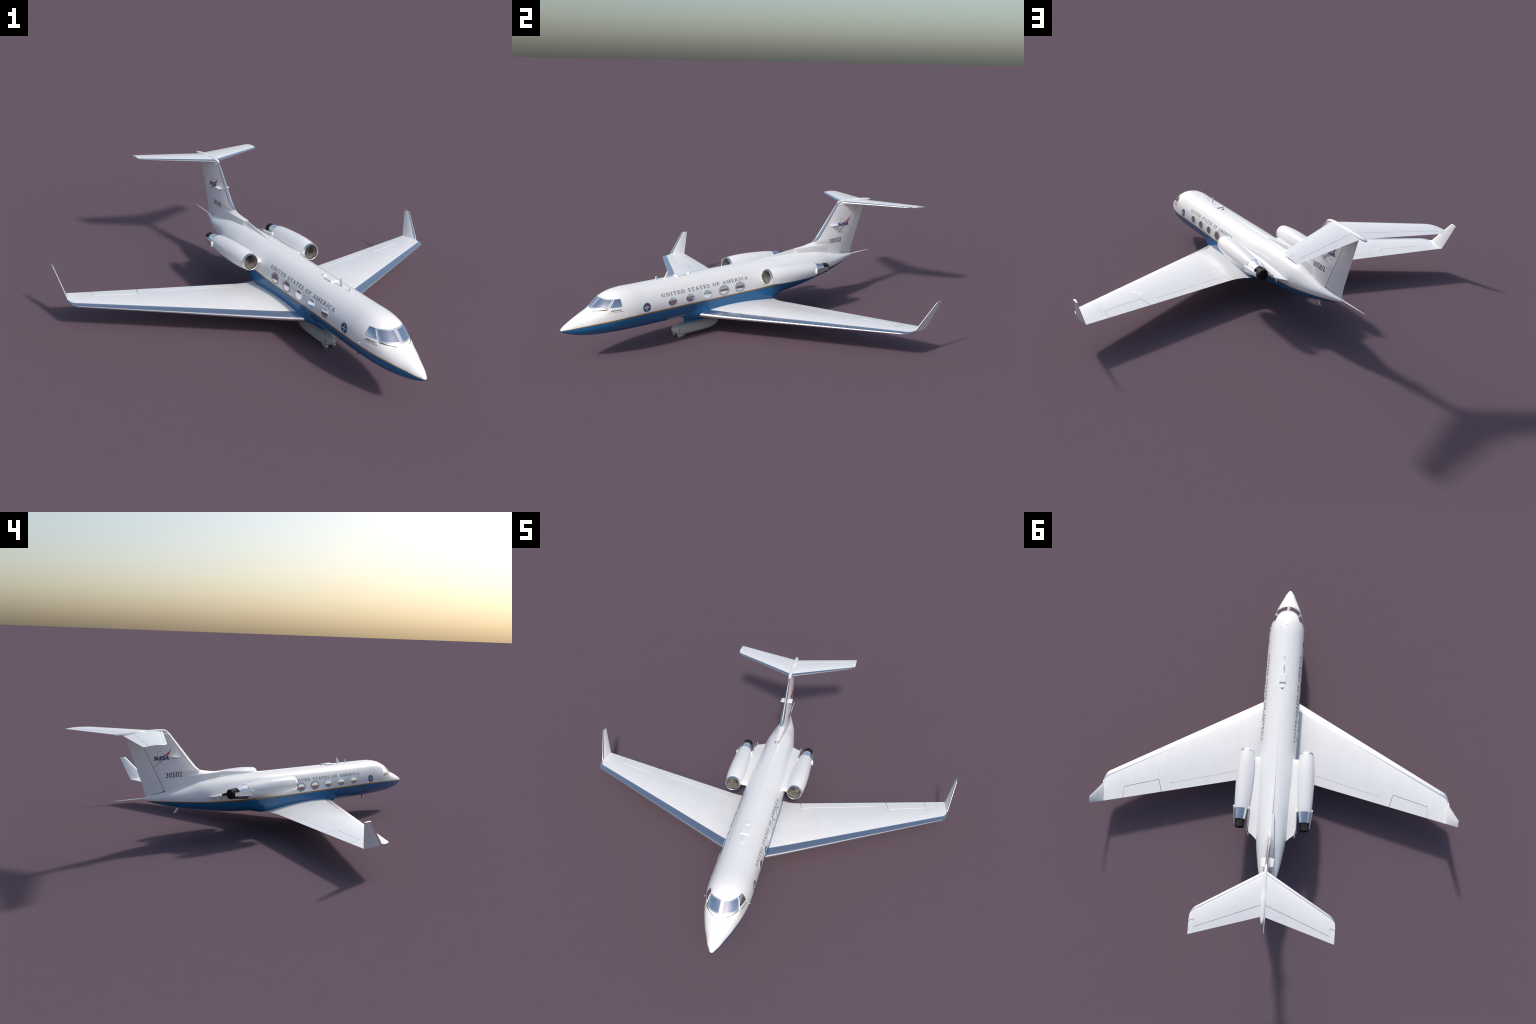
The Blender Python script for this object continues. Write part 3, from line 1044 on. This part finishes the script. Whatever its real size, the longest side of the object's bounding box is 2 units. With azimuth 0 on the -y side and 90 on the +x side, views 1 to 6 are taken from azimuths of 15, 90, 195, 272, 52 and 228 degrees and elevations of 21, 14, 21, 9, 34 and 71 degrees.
for side in (1, -1):
    fm = fin_map(side)
    F, uv = font_text("30502", .106, .0282, .0)
    uv = [((1.934 + side * (u - .053)), .3702 + v) for u, v in uv]
    add("tail_number", *slab(F, uv, fm, .0006, .0006), M_NUM, parent=fin, smooth=False)
    # space agency insignia
    BF = serif_font(.34, .14, .05)
    word = "NASA"
    tot = sum(BF[c][0] for c in word) + .06 * 3
    mark = group("fin_insignia", fin)
    c0, W, H = 2.0120, .0935, .0218
    x = 0.0
    for c in word:
        adv, stl = BF[c]

        def tf(u, v, x=x):
            return (c0 + side * ((x + u) / tot - .5) * W, .4690 + v * H)
        add("insignia_letter", *place(stl, tf, fm, .0008), M_NAVY, parent=mark, smooth=False)
        x += adv + .06

    def smooth_path(pts, n=24):
        p = np.array(pts, float)
        t = np.concatenate([[0], np.cumsum(np.hypot(*np.diff(p, axis=0).T))])
        q = np.linspace(0, t[-1], n)
        return [(c0 + side * a, b) for a, b in zip(pchip(t, p[:, 0], q), pchip(t, p[:, 1], q))]
    top = smooth_path([(.0650, .5268), (.0550, .5130), (.0392, .5012), (.0140, .4900), (-.0160, .4812), (-.0400, .4735), (-.0610, .4640)], 30)
    tw = [float(np.interp(i / 29, [0, .12, .28, .42, .58, .75, 1], [.0008, .0044, .0072, .0062, .0034, .0022, .0010])) for i in range(30)]
    bot = smooth_path([(.0560, .5120), (.0370, .4900), (.0030, .4690), (-.0200, .4555), (-.0435, .4335)], 24)
    bw = [.0009 + .0013 * math.sin(math.pi * i / 23) for i in range(24)]
    F1, u1 = stroke(top, tw)
    F2, u2 = stroke(bot, bw)
    add("insignia_vector", *merge(slab(F1, u1, fm, .0004, .0004), slab(F2, u2, fm, .0016, .0004)), M_RED, parent=mark, smooth=False)
    ell = []
    for i in range(41):
        a = math.radians(275 + 345 * i / 40)
        A, B, ph = .0405, .0205, math.radians(118)
        ex, ey = A * math.cos(a), B * math.sin(a)
        ell.append((c0 + side * (ex * math.cos(ph) - ey * math.sin(ph) - .0003), .4815 + ex * math.sin(ph) + ey * math.cos(ph)))
    F3, u3 = stroke(ell, [.0011] * 41)
    add("insignia_orbit", *slab(F3, u3, fm, .0003, .0004), M_TAN, parent=mark, smooth=False)
    add("insignia_craft", *tube([fm(c0 + side * -.0025, .4610, .0008), fm(c0 + side * .0025, .4568, .0008)], [.0010, .0014], 6), M_TAN, parent=mark, stuff=True)

# ------------------------------------------------------------------ engines
LIP = np.array([1.1945, .1812, .2950])
NOZ = np.array([1.6775, .1925, .2790])
AX = (NOZ - LIP) / np.linalg.norm(NOZ - LIP)
E1 = np.cross([0, 0, 1], AX)
E1 /= np.linalg.norm(E1)
E2 = np.cross(AX, E1)


def eng(t, r, a, side):
    p = LIP + AX * t + r * (math.cos(a) * E1 + math.sin(a) * E2)
    return (p[0], side * p[1], p[2])


def revolve(prof_, side, n=56, closed=False):
    rings = [[eng(t, r, a, side) for a in np.linspace(0, 2 * math.pi, n, endpoint=False)] for t, r in prof_]
    return loft(rings, False, False)


for side in (1, -1):
    pr = np.array([[.012, .0443], [.020, .0453], [.04, .0472], [.08, .0505], [.13, .0522], [.18, .0521], [.23, .0508], [.28, .0487], [.33, .0458], [.372, .0418]])
    tt = np.linspace(.012, .372, 40)
    outer = [(t, float(pchip(pr[:, 0], pr[:, 1], t)[0])) for t in tt]
    nac = add("engine_nacelle", *revolve(outer + [(.372, .036), (.016, .0395), (.012, .0443)], side), M_WHITE, angle=35)
    lip_p = [(.0125, .0449), (.009, .0444), (.006, .0437), (.002, .0425), (.0, .0412), (.0006, .0400), (.003, .0391), (.008, .0384), (.012, .0382), (.0135, .0390), (.0125, .0449)]
    add("intake_lip", *revolve(lip_p, side), M_METAL, parent=nac, angle=60)
    add("intake_duct", *revolve([(.010, .0386), (.012, .0381), (.03, .0376), (.06, .0378), (.0800, .0378)], side), M_DUCT, parent=nac, angle=40)
    # fan: dark back wall, low hub and separate blades
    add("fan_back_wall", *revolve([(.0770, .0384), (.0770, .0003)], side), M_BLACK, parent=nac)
    add("fan_spinner", *revolve([(.0585, .0005), (.0592, .0035), (.0625, .0065), (.0700, .0085), (.0768, .009)], side), M_FAN, parent=nac)
    NB = 18
    for i in range(NB):
        a = 2 * math.pi * i / NB
        pts = []
        for r, tw, w in ((.0080, .16, .0022), (.017, .13, .0046), (.026, .10, .0070), (.0345, .08, .0088)):
            pts.append((r, a - w / r * .5, .0655 - w * .35, a + w / r * .5, .0655 + w * .55))
        V, Fc = [], []
        for r, a0, t0, a1, t1 in pts:
            V += [eng(t0, r, a0, side), eng(t1, r, a1, side), eng(t1 + .0012, r, a1, side), eng(t0 + .0012, r, a0, side)]
        for k in range(3):
            b = 4 * k
            for q in range(4):
                Fc.append((b + q, b + (q + 1) % 4, b + 4 + (q + 1) % 4, b + 4 + q))
        Fc += [(0, 1, 2, 3), (12, 13, 14, 15)]
        add("fan_blade", V, Fc, M_FAN, parent=nac, smooth=False)
    # polished cone, then the lobed black mixer nozzle
    add("exhaust_cone", *revolve([(.3705, .034), (.3705, .0404), (.385, .0392), (.41, .0357), (.437, .0318), (.4375, .028), (.40, .028)], side), M_CONE, parent=nac, angle=35)
    add("exhaust_core", *revolve([(.40, .0275), (.4372, .0275), (.455, .0235), (.478, .012), (.490, .001)], side), M_BLACK, parent=nac)
    for i in range(8):
        a0 = 2 * math.pi * i / 8 + .06
        a1 = a0 + 2 * math.pi / 8 - .24
        rings = []
        for a in np.linspace(a0, a1, 6):
            rings.append([eng(.432, .0298, a, side), eng(.460, .0283, a, side), eng(.4815, .0272, a, side), eng(.4815, .0258, a, side), eng(.460, .0268, a, side), eng(.432, .0282, a, side)])
        add("nozzle_petal", *loft(rings), M_BLACK_PALER if i in (1, 2) else M_BLACK, parent=nac, angle=25)
        a = a0 - .07
        rings = [[eng(t, r, a - k * .35 * (r / .026) ** 0, side) for t, k in ((.446, .25), (.486, .6), (.486, -.6), (.446, -.25))] for r in (.010, .018, .0262)]
        add("nozzle_vane", *loft(rings), M_BLACK, parent=nac, smooth=False)
    add("nozzle_ring", *revolve([(.4800, .0274), (.4830, .0274), (.4830, .0256), (.4800, .0256), (.4800, .0274)], side), M_BLACK, parent=nac, angle=25)

    # reverser arms either side of the cone
    def arm(p0, p1, h0, h1, th0, th1, cap):
        p0, p1 = np.array(p0), np.array(p1)
        d = p1 - p0
        L = np.linalg.norm(d)
        d /= L
        nrm = np.cross(d, [0, 0, 1])
        nrm /= np.linalg.norm(nrm)
        up = np.cross(nrm, d)
        if up[2] < 0:
            up = -up
        rings = []
        for f in ([0, .008, .03, .06, .10] if cap else [.10, .3, .6, .985]):
            h = (h0 + (h1 - h0) * f) / 2
            if cap:
                h *= [.55, .75, .93, .99, 1][[0, .008, .03, .06, .10].index(f)]
            th = (th0 + (th1 - th0) * f) / 2
            c = p0 + d * L * f
            k = .45
            r = [c + up * h * a + nrm * th * b for a, b in ((1, -k), (1, k), (.85, 1), (-.85, 1), (-1, k), (-1, -k), (-.85, -1), (.85, -1))]
            rings.append([(q[0], side * q[1], q[2]) for q in r])
        if not cap:
            c = p1
            r = [c + up * h1 / 2 * .92 * a + nrm * th1 / 2 * .5 * b for a, b in ((1, -.4), (1, .4), (.85, 1), (-.85, 1), (-1, .4), (-1, -.4), (-.85, -1), (.85, -1))]
            rings.append([(q[0], side * q[1], q[2]) for q in r])
        return loft(rings)
    o0, o1 = (1.5470, .2365, .2815), (1.6660, .2225, .2805)
    add("reverser_arm_cap", *arm(o0, o1, .0330, .0215, .0085, .0060, True), M_WHITE, parent=nac, angle=30)
    add("reverser_arm", *arm(o0, o1, .0330, .0215, .0085, .0060, False), M_ARM, parent=nac, smooth=False)
    i0, i1 = (1.5500, .1440, .2830), (1.6985, .1475, .2690)
    add("reverser_arm_cap", *arm(i0, i1, .0300, .0180, .0080, .0055, True), M_WHITE, parent=nac, angle=30)
    add("reverser_arm", *arm(i0, i1, .0300, .0180, .0080, .0055, False), M_ARM, parent=nac, smooth=False)
    # pylon
    rings = []
    for y, s0, s1, z0, z1, h in ((.070, 1.2290, 1.7560, .2760, .2490, .0095), (.0895, 1.2288, 1.7410, .2765, .2520, .0095), (.112, 1.2292, 1.7200, .2770, .2560, .0090), (.1370, 1.2300, 1.7010, .2775, .2610, .0085), (.1480, 1.3050, 1.6400, .2770, .2640, .0080)):
        prof_v = [(0, .25), (.004, .7), (.02, .95), (.08, 1), (.5, 1), (.8, .75), (1, .12)]
        up = [(s0 + (s1 - s0) * v, side * y, z0 + (z1 - z0) * v ** 1.4 + h * k) for v, k in prof_v]
        dn = [(s0 + (s1 - s0) * v, side * y, z0 + (z1 - z0) * v ** 1.4 - h * k) for v, k in prof_v[::-1]]
        rings.append(up + dn)
    py = add("engine_pylon", *loft(rings), M_WHITE, parent=nac, angle=30)
    # little drain fin at the pylon end
    fl = [(1.7000, .1390, .2660), (1.7190, .1385, .2680), (1.7185, .1375, .2440), (1.7060, .1380, .2550)]
    add("pylon_drain_fin", *loft([[(a, side * (b + d), c) for a, b, c in fl] for d in (-.0010, .0010)]), M_WHITE, parent=nac, smooth=False)

# ------------------------------------------------------------------ belly pod
pod_tab = np.array([  # s, half width, z top, z bottom, chine z
    [.6655, .0010, .0470, .0440, .0455], [.6690, .0085, .0535, .0345, .0400], [.6760, .0160, .0585, .0260, .0350], [.6900, .0245, .0640, .0165, .0290], [.7100, .0315, .0685, .0090, .0250],
    [.7400, .0365, .0710, .0045, .0230], [.7800, .0385, .0720, .0030, .0225], [.8600, .0385, .0720, .0030, .0225], [.9000, .0370, .0710, .0045, .0235], [.9350, .0325, .0690, .0095, .0260],
    [.9600, .0255, .0650, .0190, .0310], [.9780, .0150, .0600, .0310, .0390], [.9840, .0020, .0510, .0450, .0470]])
rings = []
for s in np.concatenate([np.linspace(.6655, .70, 12), np.linspace(.71, .92, 16), np.linspace(.93, .984, 12)]):
    w, zt, zb, zc = [float(pchip(pod_tab[:, 0], pod_tab[:, k], s)[0]) for k in (1, 2, 3, 4)]
    r = []
    for a in np.linspace(0, math.pi, 21):
        c, si = math.cos(a), math.sin(a)
        r.append((s, w * math.copysign(abs(c) ** (2 / 2.5), c), zc + (zt - zc) * si ** (2 / 2.1)))
    r += [(s, -w * .72, zc - (zc - zb) * .46), (s, -w * .40, zb + (zc - zb) * .06), (s, 0, zb), (s, w * .40, zb + (zc - zb) * .06), (s, w * .72, zc - (zc - zb) * .46)]
    rings.append(r)
pod = add("belly_pod", *loft(rings), M_POD, angle=30)
# pod pylon
rings = []
for z, a, b, h in ((.064, .7475, .955, .0125), (.09, .7470, .965, .0125), (.125, .7450, .985, .0130)):
    pv = [(0, .15), (.02, .55), (.08, .9), (.25, 1), (.6, .85), (1, .1)]
    rings.append([(a + (b - a) * v, h * k, z) for v, k in pv] + [(a + (b - a) * v, -h * k, z) for v, k in pv[::-1]])
add("pod_pylon", *loft(rings), M_BLUE, parent=pod, angle=30)
# pale strip along the belly above the pod
rings = []
for s in np.linspace(.588, .93, 16):
    r = []
    yw = .074
    for y in np.linspace(-yw, yw, 15):
        zt, zb, w, zc, nu, nl = prof(s)
        z = zc - (zc - zb) * (1 - (abs(y) / w) ** nl) ** (1 / nl)
        r.append((s, y, z - .0011))
    for y in np.linspace(yw, -yw, 15):
        r.append((s, y * .98, .17))
    rings.append(r)
add("pale_belly_strip", *loft(rings), simple("pale_grey_blue", (.45, .48, .53), .45), parent=pod, angle=25)
# side intake blisters and chin scoops
for side in (1, -1):
    rings = []
    for s, w, h in ((.7000, .0062, .0095), (.7020, .0066, .0100), (.74, .0060, .0092), (.79, .0040, .0066), (.84, .0010, .0020)):
        y0 = float(pchip(pod_tab[:, 0], pod_tab[:, 1], s)[0]) * .90
        z0 = .0400
        rings.append([(s, side * (y0 + w * math.cos(t)), z0 + h * math.sin(t)) for t in np.linspace(0, 2 * math.pi, 18, endpoint=False)])
    add("pod_side_intake", *loft(rings), M_POD, parent=pod, angle=30)
    y0 = float(pchip(pod_tab[:, 0], pod_tab[:, 1], .7)[0]) * .90
    add("intake_mouth", *loft([[(s, side * (y0 + .0045 * math.cos(t) + .001), .0400 + .0078 * math.sin(t)) for t in np.linspace(0, 2 * math.pi, 14, endpoint=False)] for s in (.6994, .71)]), M_BLACK, parent=pod)
    rings = []
    for s, w, z0, z1 in ((.6910, .0052, .0016, .0145), (.6930, .0060, .0000, .0175), (.7050, .0066, .0000, .0200), (.7250, .0056, .0016, .0200), (.7450, .0030, .0080, .0190)):
        c = side * .0215
        rings.append([(s, c - w, z1), (s, c - w, z0 + .004), (s, c - w * .6, z0), (s, c + w * .6, z0), (s, c + w, z0 + .004), (s, c + w, z1)])
    add("pod_chin_scoop", *loft(rings), M_POD, parent=pod, angle=25)
    c = side * .0215
    add("intake_mouth", *loft([[(s, c - .0034, .0095), (s, c - .0034, .0050), (s, c - .002, .0036), (s, c + .002, .0036), (s, c + .0034, .0050), (s, c + .0034, .0095)] for s in (.6905, .70)]), M_BLACK, parent=pod, smooth=False)
# small drain mast ahead of the pod
add("drain_mast", *tube([(.632, .02, .125), (.636, .021, .100), (.640, .021, .0985)], [.0022, .0016, .001], 8), M_POD)
